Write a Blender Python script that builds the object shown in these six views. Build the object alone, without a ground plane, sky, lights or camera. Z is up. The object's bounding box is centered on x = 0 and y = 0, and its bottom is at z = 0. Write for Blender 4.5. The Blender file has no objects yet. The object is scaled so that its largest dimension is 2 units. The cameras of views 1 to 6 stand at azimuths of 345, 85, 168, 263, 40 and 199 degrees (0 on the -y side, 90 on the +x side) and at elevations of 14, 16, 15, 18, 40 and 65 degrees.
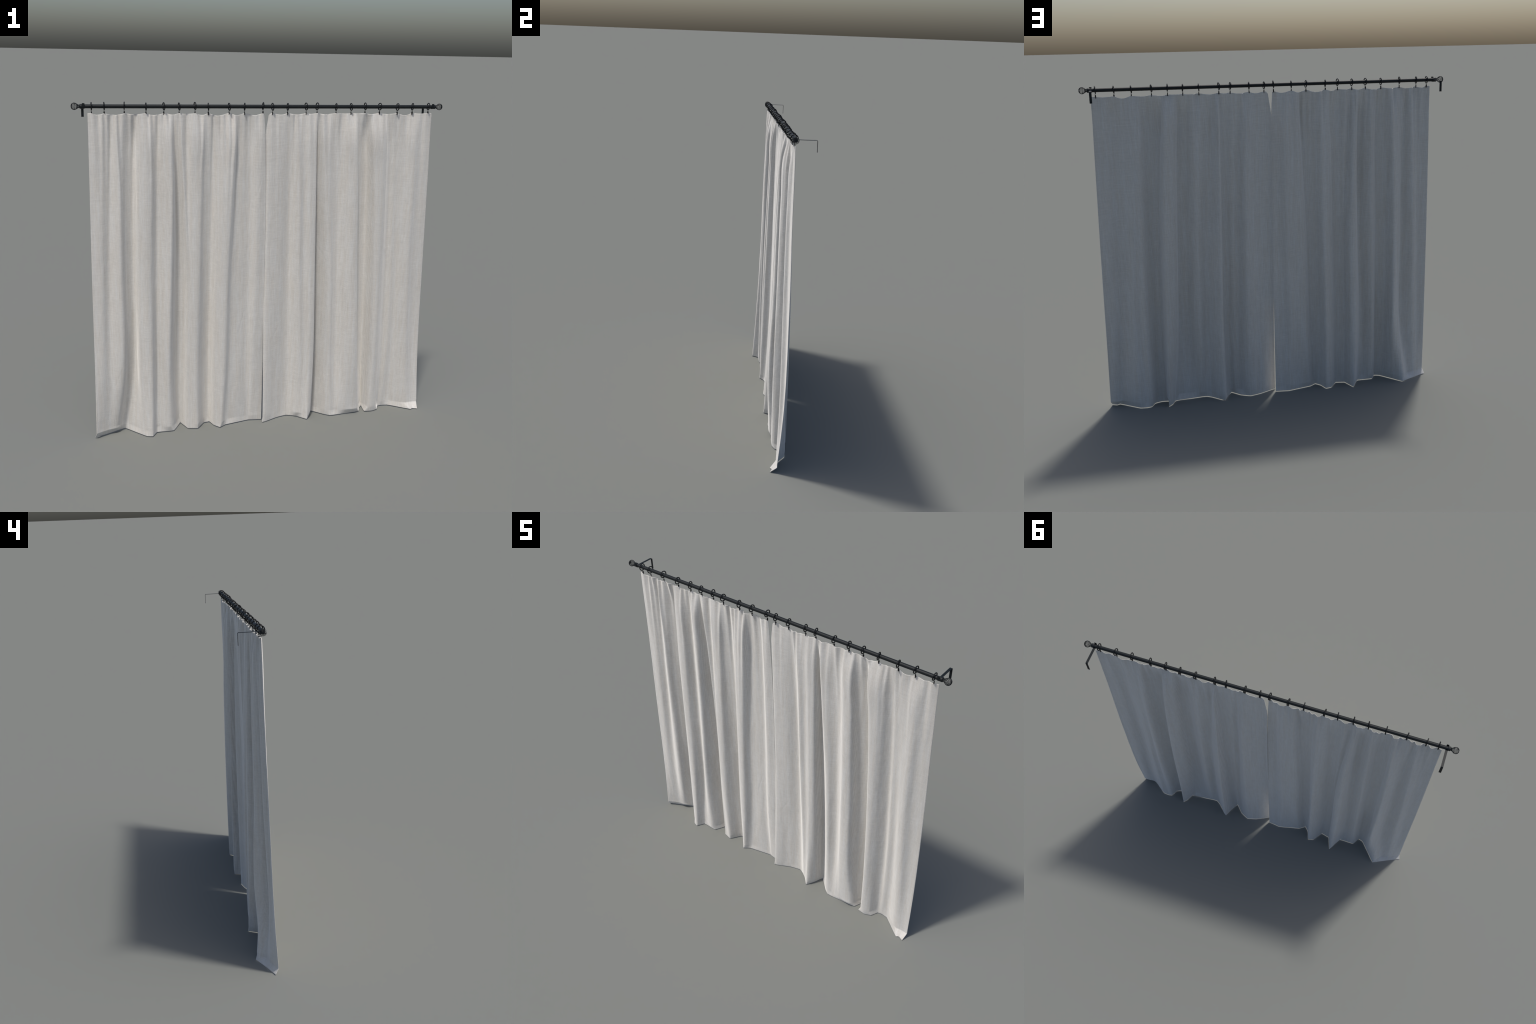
# A pair of linen curtains on a dark metal rod with clip rings, cage finials and two wall brackets.
import bpy, bmesh, math, random
import numpy as np
from mathutils import Vector, Matrix

rng = np.random.default_rng(11)
random.seed(11)

ROD_Y, ROD_Z, ROD_R = -0.019, 1.781, 0.0098
LEVELS = [0.045, 0.30, 0.90, 1.45, 1.65]      # heights of the hand-set fold cross-sections
TOP_Z = 1.7462
THICK = 0.0014

# ------------------------------------------------------------------ fold lines
# every fold line: hem point, then (x, y) at each of LEVELS, top to be derived
LEFT = {
 'outer_edge':    [(-.938,-.034), (-.929,-.052), (-.927,-.041), (-.926,-.030), (-.922,-.022), (-.9205,-.0205)],
 'outer_swell':   [(-.893,-.014), (-.890,-.032), (-.886,-.040), (-.873,-.034), (-.864,-.028), (-.862,-.025)],
 'outer_dip':     [(-.862,.000),  (-.860,-.016), (-.848,-.024), (-.834,-.012), (-.818,-.010), (-.810,-.010)],
 'first_ridge':   [(-.815,.024),  (-.812,-.003), (-.783,-.037), (-.778,-.044), (-.776,-.038), (-.784,-.031)],
 'first_slope':   [(-.768,.045),  (-.768,.038),  (-.750,.006),  (-.748,-.012), (-.739,-.008), (-.730,-.006)],
 'first_valley':  [(-.715,-.017), (-.720,.000),  (-.708,.026),  (-.708,.016),  (-.700,.009),  (-.695,.004)],
 'bold_ridge_near': [(-.660,-.080), (-.665,-.069), (-.678,-.052), (-.677,-.041), (-.676,-.030), (-.676,-.022)],
 'bold_ridge_far':  [(-.630,-.089), (-.630,-.086), (-.627,-.072), (-.626,-.052), (-.616,-.046), (-.618,-.040)],
 'second_valley': [(-.602,-.044), (-.600,-.038), (-.595,-.018), (-.585,-.008), (-.580,-.008), (-.577,-.011)],
 'slim_ridge':    [(-.507,-.043), (-.521,-.050), (-.531,-.053), (-.518,-.054), (-.509,-.055), (-.514,-.049)],
 'deep_valley':   [(-.456,.047),  (-.462,.044),  (-.472,.036),  (-.475,.018),  (-.483,.000),  (-.486,-.010)],
 'deep_floor':    [(-.445,.019),  (-.446,.025),  (-.449,.028),  (-.447,.018),  (-.466,.004),  (-.472,-.008)],
 'flat_ridge_near': [(-.425,-.034), (-.424,-.034), (-.426,-.034), (-.423,-.032), (-.446,-.028), (-.455,-.028)],
 'flat_ridge_dip':  [(-.410,-.038), (-.411,-.037), (-.418,-.037), (-.416,-.035), (-.424,-.019), (-.424,-.017)],
 'flat_ridge_mid':  [(-.398,-.041), (-.398,-.041), (-.408,-.042), (-.405,-.043), (-.399,-.033), (-.397,-.033)],
 'flat_ridge_far':  [(-.373,-.046), (-.373,-.047), (-.376,-.049), (-.364,-.047), (-.354,-.040), (-.345,-.037)],
 'third_slope':   [(-.328,.0165), (-.328,.012),  (-.336,.000),  (-.336,-.012), (-.333,-.018), (-.327,-.021)],
 'third_valley':  [(-.293,.024),  (-.295,.026),  (-.297,.028),  (-.290,.015),  (-.283,-.003), (-.280,-.010)],
 'fine_ridge_near': [(-.275,-.028), (-.272,-.030), (-.269,-.036), (-.256,-.037), (-.247,-.031), (-.248,-.023)],
 'fine_ridge_far':  [(-.248,-.059), (-.240,-.057), (-.227,-.0555), (-.209,-.049), (-.184,-.044), (-.174,-.041)],
 'shallow_valley':  [(-.212,-.034), (-.202,-.026), (-.190,-.018), (-.181,-.012), (-.161,-.009), (-.157,-.012)],
 'plain_middle':  [(-.140,-.017), (-.132,-.013), (-.126,-.010), (-.121,-.007), (-.110,-.006), (-.105,-.009)],
 'last_valley':   [(-.071,-.001), (-.077,-.001), (-.086,-.003), (-.081,-.003), (-.077,-.004), (-.076,-.008)],
 'last_ridge':    [(-.050,-.004), (-.052,-.008), (-.055,-.018), (-.048,-.025), (-.046,-.026), (-.047,-.025)],
 'inner_edge':    [(.0062,-.0105), (.006,-.012), (.0050,-.0155), (.0040,-.0185), (-.0015,-.0195), (-.0095,-.021)],
}
RIGHT = {
 'inner_curl':    [(.001,-.049),  (.0035,-.046), (.0042,-.032), (.0022,-.0125), (-.0030,-.0115), (-.0050,-.0135)],
 'inner_edge':    [(.0187,-.0445), (.019,-.044), (.018,-.036),  (.015,-.026),  (.010,-.025),  (.009,-.024)],
 'first_slope':   [(.100,-.005),  (.100,-.006),  (.098,-.011),  (.095,-.018),  (.090,-.021),  (.086,-.021)],
 'first_valley':  [(.162,.0117),  (.166,.011),   (.164,.011),   (.152,.009),   (.141,-.003),  (.135,-.010)],
 'tall_ridge_near': [(.215,-.014), (.218,-.031), (.216,-.036),  (.196,-.036),  (.182,-.035),  (.174,-.031)],
 'tall_ridge_dip':  [(.240,-.041), (.244,-.046), (.240,-.041),  (.225,-.030),  (.210,-.027),  (.200,-.024)],
 'tall_ridge_far':  [(.264,-.066), (.268,-.062), (.272,-.053),  (.262,-.041),  (.247,-.037),  (.241,-.033)],
 'tall_ridge_back': [(.293,-.016), (.297,-.026), (.298,-.034),  (.287,-.036),  (.276,-.032),  (.271,-.027)],
 'first_deep_valley': [(.317,.0375), (.318,.040), (.317,.037),  (.305,.0275),  (.290,.011),   (.285,.003)],
 'broad_ridge_near':  [(.385,-.028), (.388,-.034), (.387,-.036), (.368,-.035), (.325,-.032),  (.311,-.029)],
 'broad_ridge_lip':   [(.412,-.047), (.408,-.043), (.402,-.041), (.386,-.039), (.350,-.035),  (.346,-.031)],
 'broad_dip':     [(.437,-.048),  (.440,-.041),  (.439,-.021),  (.428,-.013),  (.407,-.010),  (.393,-.011)],
 'broad_ridge_mid': [(.503,-.041), (.503,-.052), (.503,-.062),  (.494,-.056),  (.475,-.048),  (.466,-.043)],
 'broad_ridge_far': [(.598,-.031), (.580,-.048), (.556,-.064),  (.532,-.053),  (.508,-.049),  (.496,-.045)],
 'second_wall':   [(.6165,.010),  (.604,-.006),  (.583,-.004),  (.553,.004),   (.529,-.006),  (.517,-.012)],
 'second_deep_valley': [(.641,.037), (.635,.038), (.624,.0385), (.609,.032),   (.584,.018),   (.571,.009)],
 'pinched_ridge_near': [(.632,-.037), (.649,-.041), (.652,-.044), (.640,-.043), (.611,-.042), (.593,-.041)],
 'pinched_ridge_tip':  [(.677,-.043), (.668,-.048), (.669,-.051), (.667,-.049), (.661,-.044), (.654,-.040)],
 'pinched_ridge_far':  [(.7155,-.028), (.702,-.036), (.696,-.038), (.689,-.037), (.679,-.036), (.675,-.033)],
 'side_valley':   [(.737,.013),   (.734,.014),   (.740,.013),   (.734,.008),   (.716,-.001),  (.706,-.008)],
 'side_step':     [(.762,.019),   (.764,.014),   (.771,.004),   (.760,-.003),  (.745,-.010),  (.735,-.014)],
 'side_trough':   [(.800,.0145),  (.801,.017),   (.803,.009),   (.790,-.003),  (.772,-.011),  (.764,-.014)],
 'end_ridge':     [(.915,-.0715), (.884,-.036),  (.877,-.031),  (.853,-.032),  (.843,-.034),  (.838,-.033)],
 'end_dip':       [(.931,-.063),  (.930,-.036),  (.916,-.018),  (.890,-.015),  (.885,-.020),  (.880,-.019)],
 'outer_edge':    [(.957,-.0745), (.966,-.038),  (.962,-.0175), (.955,-.010),  (.946,-.0155), (.9425,-.0158)],
}
# gathered top edge of each panel, (x, y) seen from above
LEFT_TOP = [(-.919,-.019),(-.893,-.025),(-.866,-.015),(-.852,-.027),(-.838,-.018),(-.825,-.025),(-.811,-.010),(-.792,-.012),
 (-.783,-.028),(-.768,-.017),(-.750,-.025),(-.722,-.017),(-.707,-.024),(-.697,-.013),(-.677,-.008),(-.668,-.024),(-.642,-.023),
 (-.621,-.016),(-.614,-.024),(-.600,-.013),(-.585,-.018),(-.569,-.010),(-.559,-.023),(-.542,-.018),(-.534,-.025),(-.518,-.016),
 (-.501,-.018),(-.488,-.010),(-.477,-.020),(-.454,-.024),(-.435,-.019),(-.427,-.008),(-.396,-.023),(-.369,-.022),(-.352,-.013),
 (-.338,-.020),(-.319,-.015),(-.295,-.022),(-.287,-.006),(-.259,-.021),(-.246,-.013),(-.237,-.024),(-.219,-.013),(-.202,-.023),
 (-.187,-.010),(-.176,-.025),(-.143,-.011),(-.118,-.018),(-.102,-.011),(-.080,-.011),(-.060,-.020),(-.044,-.015),(-.028,-.024),(-.005,-.015)]
RIGHT_TOP = [(.008,-.018),(.021,-.021),(.050,-.015),(.065,-.018),(.089,-.016),(.119,-.018),(.143,-.024),(.152,-.015),(.165,-.022),
 (.181,-.017),(.196,-.020),(.213,-.018),(.236,-.024),(.258,-.017),(.272,-.022),(.291,-.018),(.314,-.026),(.338,-.012),(.353,-.019),
 (.378,-.020),(.398,-.027),(.415,-.015),(.433,-.015),(.446,-.023),(.463,-.019),(.482,-.018),(.496,-.023),(.507,-.015),(.523,-.015),
 (.539,-.023),(.562,-.019),(.580,-.024),(.594,-.017),(.609,-.020),(.626,-.014),(.636,-.019),(.653,-.022),(.666,-.015),(.680,-.019),
 (.692,-.013),(.707,-.018),(.724,-.020),(.740,-.014),(.760,-.019),(.780,-.016),(.798,-.010),(.813,-.016),(.827,-.015),(.852,-.018),
 (.870,-.021),(.889,-.015),(.910,-.021),(.939,-.016)]
LEFT_RINGS = [-.901,-.839,-.740,-.632,-.542,-.464,-.382,-.313,-.204,-.122,-.023]
RIGHT_RINGS = [.029,.111,.213,.274,.381,.466,.546,.630,.734,.823,.917]
# how far the top edge sags between neighbouring clips
LEFT_SAGS = [.0075,.008,.006,.009,.007,.0035,.009,.0125,.0105,.0105]
RIGHT_SAGS = [.008,.007,.0035,.006,.002,.001,.0055,.005,.012,.003]
# old fold creases pressed into the cloth: (x, z) to (x, z)
CREASES = [(-.075,.62,.004,.40),(.100,.58,.012,.41),(.74,.42,.86,.28),(-.83,.26,-.77,.42),(.42,1.28,.49,1.12),
           (.30,1.05,.36,.92),(-.05,1.30,-.02,1.42),(.05,1.30,.03,1.42),(.50,.98,.55,.86),(-.40,1.18,-.36,1.25),
           (.11,1.00,.17,.88),(-.72,.30,-.70,.45),(.62,1.42,.655,1.55),(-.14,.52,-.10,.68)]


def catmull(points, per):
    """centripetal Catmull-Rom through 2D points, `per[i]` samples on span i"""
    P = np.array(points, float)
    P = np.vstack([2 * P[0] - P[1], P, 2 * P[-1] - P[-2]])
    out = []
    for i, n in enumerate(per):
        p0, p1, p2, p3 = P[i:i + 4]
        d = [max(np.linalg.norm(b - a), 1e-5) ** 0.5 for a, b in ((p0, p1), (p1, p2), (p2, p3))]
        t0, t1, t2, t3 = np.cumsum([0] + d)
        t = np.linspace(t1, t2, n, endpoint=False)[:, None]
        a1 = (t1 - t) / (t1 - t0) * p0 + (t - t0) / (t1 - t0) * p1
        a2 = (t2 - t) / (t2 - t1) * p1 + (t - t1) / (t2 - t1) * p2
        a3 = (t3 - t) / (t3 - t2) * p2 + (t - t2) / (t3 - t2) * p3
        b1 = (t2 - t) / (t2 - t0) * a1 + (t - t0) / (t2 - t0) * a2
        b2 = (t3 - t) / (t3 - t1) * a2 + (t - t1) / (t3 - t1) * a3
        out.append((t2 - t) / (t2 - t1) * b1 + (t - t1) / (t2 - t1) * b2)
    out.append(P[-2][None])
    return np.vstack(out)


def hermite(zs, vals, z):
    """cubic through stacked values vals[k] at heights zs[k]"""
    zs = np.array(zs)
    m = np.gradient(vals, zs, axis=0)
    k = int(np.clip(np.searchsorted(zs, z) - 1, 0, len(zs) - 2))
    h = zs[k + 1] - zs[k]
    t = (z - zs[k]) / h
    return ((2*t**3 - 3*t**2 + 1) * vals[k] + (t**3 - 2*t**2 + t) * h * m[k]
            + (-2*t**3 + 3*t**2) * vals[k + 1] + (t**3 - t**2) * h * m[k + 1])


def smoothstep(a, b, x):
    t = np.clip((x - a) / (b - a), 0, 1)
    return t * t * (3 - 2 * t)


def soft_noise(count, fx, fz, seed):
    r = np.random.default_rng(seed)
    w = [(r.uniform(.5, 1.6) * fx, r.uniform(-1, 1) * fz, r.uniform(0, 6.28), r.uniform(.4, 1)) for _ in range(count)]
    s = math.sqrt(sum(k[3] ** 2 for k in w))
    return lambda s_, z: sum(a * np.sin(p * s_ + q * z + o) for p, q, o, a in w) / s


def build_cloth(name, folds, top_line, rings, sags, inner_side):
    names = list(folds)
    F = np.array([folds[n] for n in names])                # node, level, xy
    length = np.linalg.norm(np.diff(F[:, 2], axis=0), axis=1)
    per = np.maximum(4, np.round(length / 0.0030)).astype(int)
    # the hem lies on the floor in nearly straight runs between its corners
    straight = np.vstack([np.linspace(a, b, n, endpoint=False) for a, b, n in zip(F[:-1, 0], F[1:, 0], per)] + [F[-1:, 0]])
    hem = 0.2 * catmull(F[:, 0], per) + 0.8 * straight
    curves = [catmull(F[:, k + 1], per) for k in range(len(LEVELS))]
    gathered = F[:, 5].copy()
    gathered[:, 1] = -0.0185 + 0.25 * (gathered[:, 1] + 0.0185)
    if inner_side < 0:
        gathered[-1, 0] = -.0165
    else:
        gathered[0, 0] = .0075
    curves.append(catmull(gathered, per))
    zs = LEVELS + [TOP_Z]
    vals = np.array(curves)
    T = np.array(top_line)
    xt = vals[-1][:, 0]
    # smooth the traced gathers a little
    wig = np.zeros_like(xt)
    for dx in (-.004, -.002, 0, .002, .004):
        wig += np.interp(xt + dx, T[:, 0], T[:, 1]) / 5
    wig = (wig - vals[-1][:, 1]) * 1.25
    # arc position along the cloth
    arc = np.concatenate([[0], np.cumsum(np.linalg.norm(np.diff(vals[2], axis=0), axis=1))])
    # the top edge sags between the clips
    R = np.array(rings)
    ends = [abs(xt - xt[0]), abs(xt - xt[-1])]
    sag = np.zeros_like(xt)
    for k, depth in enumerate(sags):
        u = (xt - R[k]) / (R[k + 1] - R[k])
        on = (u > 0) & (u < 1)
        sag[on] += depth * np.sin(math.pi * u[on] ** rng.uniform(.8, 1.25)) ** rng.uniform(1.0, 1.8)
    inner = ends[0] if inner_side > 0 else ends[1]
    corner = (0.014 if inner_side > 0 else 0.004) * np.clip(1 - inner / 0.018, 0, 1) ** 2.2     # rounded inner top corner
    # rows: dense near hem and top
    rows = np.concatenate([np.linspace(0, .05, 22)[:-1], np.linspace(.05, 1.60, 190)[:-1], np.linspace(1.60, 1.0 * TOP_Z, 40)])
    wide, fine, tiny = soft_noise(18, 26, 2.2, 3 + inner_side), soft_noise(26, 70, 7, 8 + inner_side), soft_noise(30, 150, 40, 21 + inner_side)
    G = []
    for z in rows:
        c = hermite(zs, vals, max(z, LEVELS[0])).copy()
        below = max(0.0, 1 - z / 0.030)
        c = c + (hem - curves[0]) * (0.85 * below + 0.15 * below ** 2) if z < 0.030 else c
        d = np.diff(c, axis=0)
        n = np.zeros_like(c)
        n[1:-1] = np.stack([d[:-1, 1] + d[1:, 1], -(d[:-1, 0] + d[1:, 0])], 1)
        n[0], n[-1] = (d[0, 1], -d[0, 0]), (d[-1, 1], -d[-1, 0])
        n /= np.linalg.norm(n, axis=1)[:, None] + 1e-9
        calm = smoothstep(0.0, 0.06, z)
        off = calm * (0.0010 * wide(arc, z) + 0.00055 * fine(arc, z) + 0.00022 * tiny(arc, z))
        for x0, z0, x1, z1 in CREASES:
            if min(z0, z1) - .02 < z < max(z0, z1) + .02:
                p = np.stack([c[:, 0] - x0, np.full(len(c), z - z0)], 1)
                v = np.array([x1 - x0, z1 - z0]); L = np.linalg.norm(v); v /= L
                t = p @ v
                dist = np.abs(p[:, 0] * v[1] - p[:, 1] * v[0])
                off = off - 0.0008 * np.exp(-(dist / .0032) ** 2) * smoothstep(-.01, .03, t) * smoothstep(-.01, .03, L - t)
        c = c + n * off[:, None]
        near = math.exp(-((TOP_Z - z) / 0.24) ** 1.2)
        c[:, 1] += wig * near
        zz = z - (sag + corner) * smoothstep(1.35, TOP_Z, z)
        zz = np.maximum(zz, 0.0) + 0.0009
        G.append(np.column_stack([c, zz]))
    G = np.array(G)                                        # row, column, xyz
    nr, nc = G.shape[:2]
    verts = G.reshape(-1, 3)
    faces = [(r * nc + c, r * nc + c + 1, (r + 1) * nc + c + 1, (r + 1) * nc + c) for r in range(nr - 1) for c in range(nc - 1)]
    me = bpy.data.meshes.new(name)
    me.from_pydata(verts.tolist(), [], faces)
    me.update()
    ob = bpy.data.objects.new(name, me)
    bpy.context.scene.collection.objects.link(ob)
    m = ob.modifiers.new('thickness', 'SOLIDIFY')
    m.thickness, m.offset = THICK, 0
    bpy.context.view_layer.objects.active = ob
    dg = bpy.context.evaluated_depsgraph_get()
    done = bpy.data.meshes.new_from_object(ob.evaluated_get(dg))
    ob.modifiers.clear()
    ob.data = done
    done.name = name
    bpy.data.meshes.remove(me)
    co = np.empty(len(done.vertices) * 3)
    done.vertices.foreach_get('co', co)
    co = co.reshape(-1, 3)
    co[:, 2] = np.maximum(co[:, 2], 0.0)
    done.vertices.foreach_set('co', co.ravel())
    done.polygons.foreach_set('use_smooth', [True] * len(done.polygons))
    done.update()
    return ob


# ------------------------------------------------------------------ materials
def new_mat(name):
    m = bpy.data.materials.new(name)
    m.use_nodes = True
    nt = m.node_tree
    return m, nt, nt.nodes['Principled BSDF']


def linen_material():
    m, nt, b = new_mat('natural_linen')
    N, L = nt.nodes.new, nt.links.new
    co = N('ShaderNodeTexCoord')

    def mapped(scale, rot=(0, 0, 0)):
        mp = N('ShaderNodeMapping')
        mp.inputs['Scale'].default_value = scale
        mp.inputs['Rotation'].default_value = rot
        L(co.outputs['Object'], mp.inputs['Vector'])
        return mp.outputs['Vector']

    def noise(vec, scale, detail=3, rough=.55):
        n = N('ShaderNodeTexNoise')
        n.inputs['Scale'].default_value, n.inputs['Detail'].default_value, n.inputs['Roughness'].default_value = scale, detail, rough
        L(vec, n.inputs['Vector'])
        return n.outputs['Fac']

    def math_(op, a, b_=None, c=None):
        n = N('ShaderNodeMath'); n.operation = op
        for i, v in enumerate((a, b_, c)):
            if v is None: continue
            if isinstance(v, (int, float)): n.inputs[i].default_value = v
            else: L(v, n.inputs[i])
        return n.outputs[0]

    def centred(v, k):
        return math_('MULTIPLY', math_('SUBTRACT', v, .5), k)

    def threads(direction, pitch, wobble):
        w = N('ShaderNodeTexWave'); w.wave_type = 'BANDS'; w.bands_direction = direction; w.wave_profile = 'SIN'
        w.inputs['Scale'].default_value = 6.2832 / (20 * pitch)
        w.inputs['Distortion'].default_value = wobble
        w.inputs['Detail'].default_value, w.inputs['Detail Scale'].default_value = 2, 3.0
        L(co.outputs['Object'], w.inputs['Vector'])
        return w.outputs['Fac']

    yarn_v = noise(mapped((520, 60, 26)), 1.0, 2)         # uneven vertical yarns
    yarn_h = noise(mapped((24, 24, 430)), 1.0, 2)         # uneven horizontal yarns
    warp = math_('ADD', math_('MULTIPLY', yarn_v, .72), math_('MULTIPLY', threads('X', .0037, 2.2), .28))
    weft = math_('ADD', math_('MULTIPLY', yarn_h, .66), math_('MULTIPLY', threads('Z', .0040, 1.6), .34))
    slub = noise(mapped((90, 40, 5.5)), 1.0, 4, .6)      # long vertical slubs
    cloud = noise(mapped((6, 6, 3)), 1.0, 3)
    bars = noise(mapped((3.2, 3.2, 95)), 1.0, 3, .7)     # occasional thick weft picks
    crush = noise(mapped((34, 20, 13)), 1.0, 4, .62)     # soft crushing
    crushb = noise(mapped((26, 16, 26), (0, .6, 0)), 1.0, 3, .6)

    val = math_('ADD', centred(warp, .42), centred(weft, .42))
    val = math_('ADD', val, centred(slub, .30))
    val = math_('ADD', val, centred(cloud, .12))
    pick = N('ShaderNodeMapRange')
    pick.inputs['From Min'].default_value, pick.inputs['From Max'].default_value = .66, .78
    pick.inputs['To Min'].default_value, pick.inputs['To Max'].default_value = 0, .10
    L(bars, pick.inputs['Value'])
    val = math_('ADD', val, pick.outputs[0])
    val = math_('ADD', val, 1.0)
    tint = N('ShaderNodeMix'); tint.data_type = 'RGBA'
    tint.inputs[6].default_value = (.568, .545, .508, 1)
    tint.inputs[7].default_value = (.548, .540, .520, 1)
    ramp = N('ShaderNodeMapRange')
    ramp.inputs['From Min'].default_value, ramp.inputs['From Max'].default_value = .38, .62
    L(slub, ramp.inputs['Value'])
    L(ramp.outputs[0], tint.inputs[0])
    mul = N('ShaderNodeVectorMath'); mul.operation = 'SCALE'
    L(tint.outputs[2], mul.inputs[0]); L(val, mul.inputs['Scale'])
    L(mul.outputs[0], b.inputs['Base Color'])
    b.inputs['Roughness'].default_value = .72
    b.inputs['Specular IOR Level'].default_value = .4
    b.inputs['Sheen Weight'].default_value = .85
    b.inputs['Sheen Roughness'].default_value = .5
    b.inputs['Sheen Tint'].default_value = (1, .985, .96, 1)
    h = math_('ADD', math_('MULTIPLY', warp, .00022), math_('MULTIPLY', weft, .00022))
    h = math_('ADD', h, math_('MULTIPLY', slub, .0005))
    h = math_('ADD', h, math_('MULTIPLY', crush, .0022))
    h = math_('ADD', h, math_('MULTIPLY', crushb, .0012))
    bp = N('ShaderNodeBump')
    bp.inputs['Distance'].default_value, bp.inputs['Strength'].default_value = 1.0, .9
    L(h, bp.inputs['Height'])
    L(bp.outputs[0], b.inputs['Normal'])
    return m


def metal_material(name, colour, rough):
    m, nt, b = new_mat(name)
    N, L = nt.nodes.new, nt.links.new
    co = N('ShaderNodeTexCoord')
    n = N('ShaderNodeTexNoise'); n.inputs['Scale'].default_value = 160; n.inputs['Detail'].default_value = 4
    L(co.outputs['Object'], n.inputs['Vector'])
    r = N('ShaderNodeValToRGB')
    r.color_ramp.elements[0].position, r.color_ramp.elements[1].position = .3, .7
    r.color_ramp.elements[0].color = (*[c * .85 for c in colour], 1)
    r.color_ramp.elements[1].color = (*[c * 1.15 for c in colour], 1)
    L(n.outputs['Fac'], r.inputs['Fac']); L(r.outputs[0], b.inputs['Base Color'])
    b.inputs['Roughness'].default_value = rough
    b.inputs['Specular IOR Level'].default_value = .28
    bp = N('ShaderNodeBump'); bp.inputs['Distance'].default_value = .0002; bp.inputs['Strength'].default_value = .3
    L(n.outputs['Fac'], bp.inputs['Height']); L(bp.outputs[0], b.inputs['Normal'])
    return m


LINEN = linen_material()
IRON = metal_material('blackened_iron', (.0062, .0088, .0105), .55)
RING_IRON = metal_material('dark_ring_iron', (.0040, .0052, .0064), .5)
CLIP_BLACK = metal_material('black_clip_metal', (.006, .006, .006), .45)


# ------------------------------------------------------------------ hardware
def obj(name, me, parent, mat, loc=(0, 0, 0)):
    o = bpy.data.objects.new(name, me)
    bpy.context.scene.collection.objects.link(o)
    o.location = loc
    o.parent = parent
    if mat and not me.materials:
        me.materials.append(mat)
    return o


def mesh_from_bm(bm, name, smooth=True, angle=40):
    me = bpy.data.meshes.new(name)
    bm.normal_update()
    bm.to_mesh(me); bm.free()
    if smooth:
        me.polygons.foreach_set('use_smooth', [True] * len(me.polygons))
        me.set_sharp_from_angle(angle=math.radians(angle))
    return me


def add_tube(bm, pts, radius, sides=8, closed=False):
    pts = [Vector(p) for p in pts]
    n = len(pts)
    rings = []
    ref = None
    for i, p in enumerate(pts):
        a = pts[(i - 1) % n] if (closed or i > 0) else p
        c = pts[(i + 1) % n] if (closed or i < n - 1) else p
        t = (c - a).normalized()
        if ref is None:
            ref = t.orthogonal().normalized()
        ref = (ref - t * ref.dot(t)).normalized()
        s = t.cross(ref)
        r = radius(i / (n - 1)) if callable(radius) else radius
        rings.append([bm.verts.new(p + (ref * math.cos(2*math.pi*k/sides) + s * math.sin(2*math.pi*k/sides)) * r) for k in range(sides)])
    span = n if closed else n - 1
    for i in range(span):
        A, B = rings[i], rings[(i + 1) % n]
        off = 0
        if closed and i == n - 1:
            off = min(range(sides), key=lambda q: (A[0].co - B[q].co).length)
        for k in range(sides):
            bm.faces.new((A[k], A[(k + 1) % sides], B[(k + 1 + off) % sides], B[(k + off) % sides]))
    if not closed:
        bm.faces.new(rings[0][::-1]); bm.faces.new(rings[-1])


def lathe_x(profile, sides, name):
    """profile of (x, r) turned about the x axis"""
    bm = bmesh.new()
    rings = [[bm.verts.new((x, r * math.cos(2*math.pi*k/sides), r * math.sin(2*math.pi*k/sides))) for k in range(sides)] for x, r in profile]
    for A, B in zip(rings, rings[1:]):
        for k in range(sides):
            bm.faces.new((A[k], B[k], B[(k + 1) % sides], A[(k + 1) % sides]))
    bm.faces.new(rings[0]); bm.faces.new(rings[-1][::-1])
    bmesh.ops.recalc_face_normals(bm, faces=bm.faces)
    return mesh_from_bm(bm, name)


def strip_mesh(path, width, thick, name):
    """flat bar bent along a (y, z) path, width along x"""
    bm = bmesh.new()
    P = [Vector((0, y, z)) for y, z in path]
    rows = []
    for i, p in enumerate(P):
        t = (P[min(i + 1, len(P) - 1)] - P[max(i - 1, 0)]).normalized()
        n = Vector((1, 0, 0)).cross(t)
        rows.append([bm.verts.new(p + Vector((sx * width / 2, 0, 0)) + n * sn * thick / 2) for sx, sn in ((-1, -1), (1, -1), (1, 1), (-1, 1))])
    for A, B in zip(rows, rows[1:]):
        for k in range(4):
            bm.faces.new((A[k], A[(k + 1) % 4], B[(k + 1) % 4], B[k]))
    bm.faces.new(rows[0][::-1]); bm.faces.new(rows[-1])
    bmesh.ops.recalc_face_normals(bm, faces=bm.faces)
    bmesh.ops.bevel(bm, geom=[e for e in bm.edges if e.calc_face_angle(0) > 1.2], offset=.0004, segments=2, affect='EDGES')
    return mesh_from_bm(bm, name)


def empty(name, parent=None):
    o = bpy.data.objects.new(name, None)
    bpy.context.scene.collection.objects.link(o)
    o.parent = parent
    return o


root = empty('curtain')
root['label'] = 'pale linen curtain pair hanging from a dark metal rod with clip rings'
root['category'] = 'curtain'

for name, folds, top, rings, sags, side in (('curtain_panel', LEFT, LEFT_TOP, LEFT_RINGS, LEFT_SAGS, -1), ('curtain_panel', RIGHT, RIGHT_TOP, RIGHT_RINGS, RIGHT_SAGS, 1)):
    p = build_cloth(name, folds, top, rings, sags, side)
    p.parent = root
    p.data.materials.append(LINEN)

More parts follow.
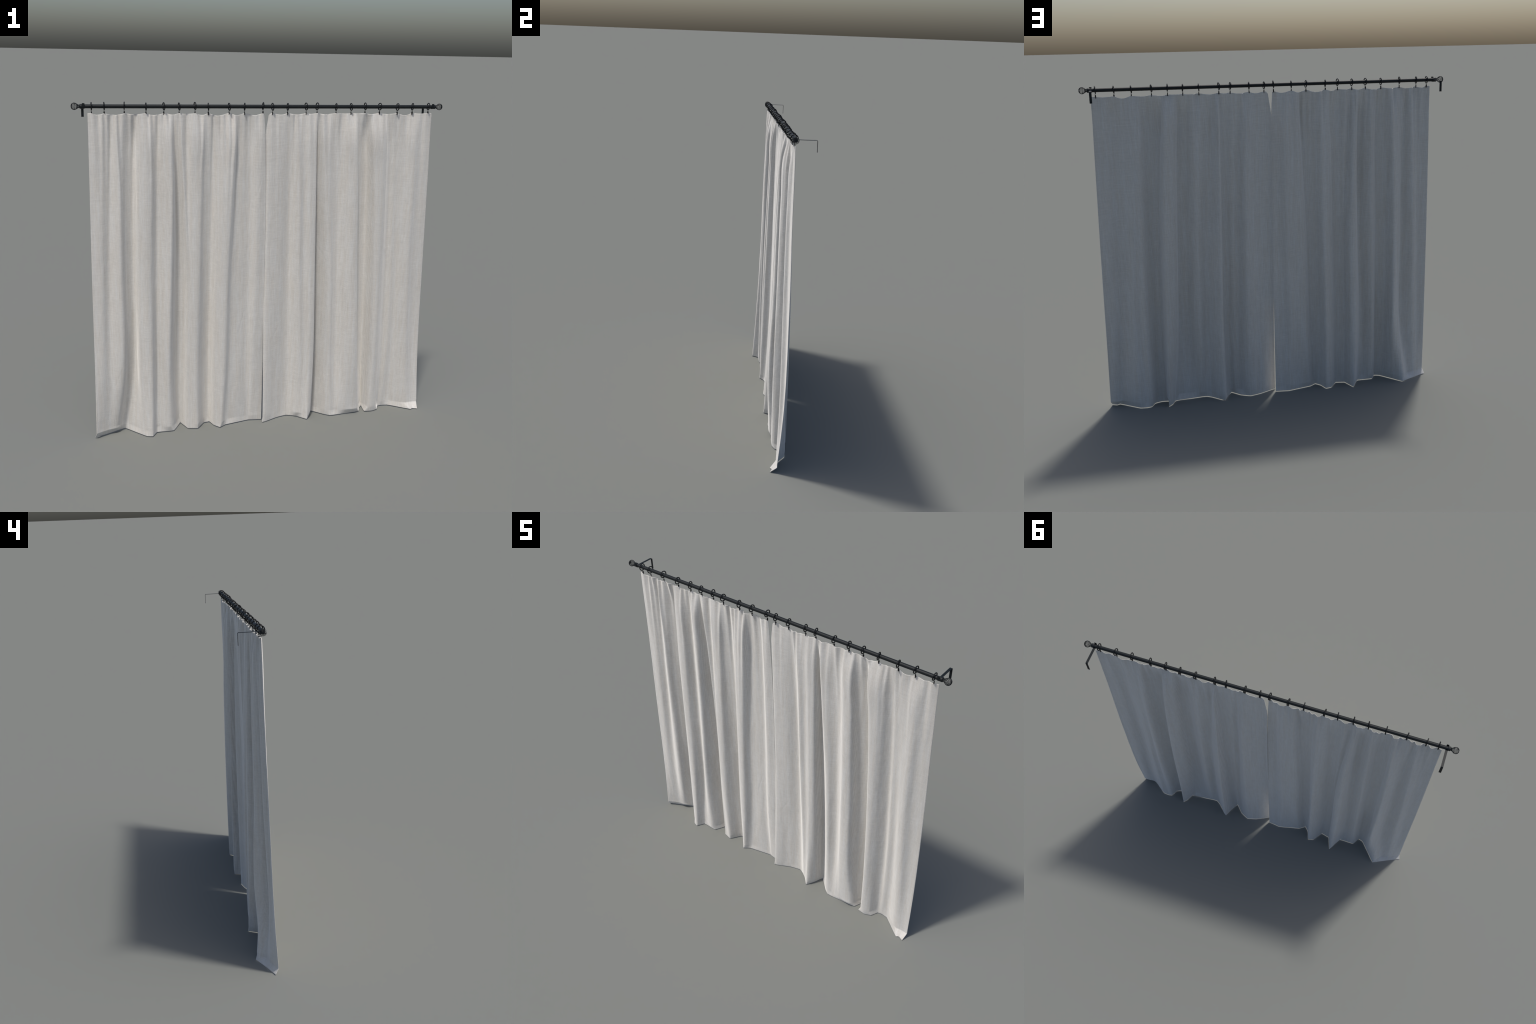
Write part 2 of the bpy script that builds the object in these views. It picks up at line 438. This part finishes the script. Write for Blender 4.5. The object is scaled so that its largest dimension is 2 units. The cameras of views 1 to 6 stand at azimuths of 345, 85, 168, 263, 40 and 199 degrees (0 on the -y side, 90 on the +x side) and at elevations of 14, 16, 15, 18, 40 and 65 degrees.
# rod with end caps
rod = obj('curtain_rod', lathe_x([(-.950, .0092), (-.9496, ROD_R), (.9496, ROD_R), (.950, .0092)], 48, 'curtain_rod'), root, IRON, (0, ROD_Y, ROD_Z))
cap_me = lathe_x([(.9425, .0098), (.9430, .0112), (.9435, .0115), (.9565, .0115), (.9575, .0110), (.958, .0100), (.9582, .0066)], 40, 'end_cap')

# finial: a cage of twisted wires swelling from a neck to a ball
def finial_mesh():
    bm = bmesh.new()
    prof = [(0, .0068), (.004, .0072), (.009, .0090), (.014, .0126), (.019, .0158), (.0245, .0172), (.030, .0166), (.035, .0142), (.039, .0100), (.0412, .0050)]
    xs, rs = np.array(prof).T
    u = np.linspace(0, 1, 26)
    kx = np.interp(u, np.linspace(0, 1, len(xs)), xs)
    kr = np.interp(u, np.linspace(0, 1, len(xs)), rs)
    kr = np.convolve(np.pad(kr, 1, mode='edge'), [.25, .5, .25], mode='valid')
    count = 18
    for i in range(count):
        a0 = 2 * math.pi * i / count
        pts = [(x, r * math.cos(a0 + 0.55 * x / .0412), r * math.sin(a0 + 0.55 * x / .0412)) for x, r in zip(kx, kr)]
        add_tube(bm, pts, .00092, 6)
    me = mesh_from_bm(bm, 'finial_wire')
    return me

cage = finial_mesh()
hub = lathe_x([(.0396, .0004), (.0398, .0050), (.0404, .0058), (.0412, .0056), (.0418, .0036), (.0420, .0006)], 24, 'finial_hub')
BX, BY = .940, .0905

path = []
for a in np.linspace(0, math.pi, 15):         # hook under the rod, from back to front
    path.append((ROD_Y + .0109 * math.cos(a), ROD_Z - .0109 * math.sin(a)))
path = [(BY, 1.7207), (BY, 1.745), (BY, 1.7745)] + [(BY - .005 + .005 * math.cos(a), 1.7745 + .005 * math.sin(a)) for a in np.linspace(.2, 1.57, 7)] + [(.05, 1.7795), (0.0, 1.7797), (-.0055, 1.7795)] + path[1:] + [(ROD_Y - .0109, 1.790), (ROD_Y - .0109, 1.7972)]
bracket_me = strip_mesh(path, .0128, .0015, 'wall_bracket')
screw_me = None
bm = bmesh.new()
bmesh.ops.create_cone(bm, cap_ends=True, segments=18, radius1=.0022, radius2=.0018, depth=.0016, matrix=Matrix.Translation((0, ROD_Y - .0122, ROD_Z + .001)) @ Matrix.Rotation(math.radians(90), 4, 'X'))
screw_me = mesh_from_bm(bm, 'set_screw')

for sx in (-1, 1):
    cap = obj('end_cap', cap_me, rod, IRON)
    if sx < 0: cap.rotation_euler = (0, 0, math.pi)
    f = obj('finial', cage, rod, IRON, (sx * .9578, 0, 0))
    h = obj('finial_hub', hub, f, IRON)
    if sx < 0: f.rotation_euler = (0, 0, math.pi)
    br = obj('wall_bracket', bracket_me, root, IRON, (sx * BX, 0, 0))
    obj('set_screw', screw_me, br, RING_IRON)

# rings and clips
RING_R, WIRE = .0178, .0028
bm = bmesh.new()
add_tube(bm, [(0, RING_R * math.cos(t), RING_R * math.sin(t)) for t in np.linspace(0, 2*math.pi, 44, endpoint=False)], WIRE, 12, closed=True)
ring_me = mesh_from_bm(bm, 'curtain_ring', angle=80)
bm = bmesh.new()
add_tube(bm, [(.0022 * math.cos(t), 0, .0030 * math.sin(t)) for t in np.linspace(0, 2*math.pi, 20, endpoint=False)], .0006, 6, closed=True)
eye_me = mesh_from_bm(bm, 'clip_eye', angle=80)
bm = bmesh.new()
for sy in (-1, 1):            # two sprung jaws meeting on the cloth
    prof = [(sy * .0012, 0.0), (sy * .0030, -.004), (sy * .0034, -.008), (sy * .0021, -.0135), (sy * .0013, -.0180)]
    rows = []
    for i, (y, z) in enumerate(prof):
        w = (.0017, .0021, .0023, .0022, .0019)[i]
        rows.append([bm.verts.new((x, y + dy, z)) for x, dy in ((-w, -.0006), (w, -.0006), (w, .0006), (-w, .0006))])
    for A, B in zip(rows, rows[1:]):
        for k in range(4):
            bm.faces.new((A[k], A[(k + 1) % 4], B[(k + 1) % 4], B[k]))
    bm.faces.new(rows[0][::-1]); bm.faces.new(rows[-1])
bmesh.ops.create_cone(bm, cap_ends=True, segments=12, radius1=.0016, radius2=.0016, depth=.0052, matrix=Matrix.Translation((0, 0, -.0062)) @ Matrix.Rotation(math.radians(90), 4, 'Y'))
bmesh.ops.recalc_face_normals(bm, faces=bm.faces)
clip_me = mesh_from_bm(bm, 'clip')

for x in LEFT_RINGS + RIGHT_RINGS:
    hang = random.uniform(-.0015, .0030)
    push = random.uniform(-.0030, .0012)
    r = obj('curtain_ring', ring_me, root, RING_IRON, (x, ROD_Y + push - .001, ROD_Z + hang))
    r.rotation_euler = (random.uniform(-.2, .2), random.uniform(-.10, .10), random.uniform(-.16, .16))
    drop = RING_R
    e = obj('clip_eye', eye_me, root, RING_IRON, (x, ROD_Y - .0005, ROD_Z - .0222 + hang * .6))
    c = obj('clip', clip_me, root, CLIP_BLACK, (x, ROD_Y + .0002, ROD_Z - .0244 + hang * .6))
    c.rotation_euler = (random.uniform(-.06, .06), random.uniform(-.05, .05), random.uniform(-.5, .5))
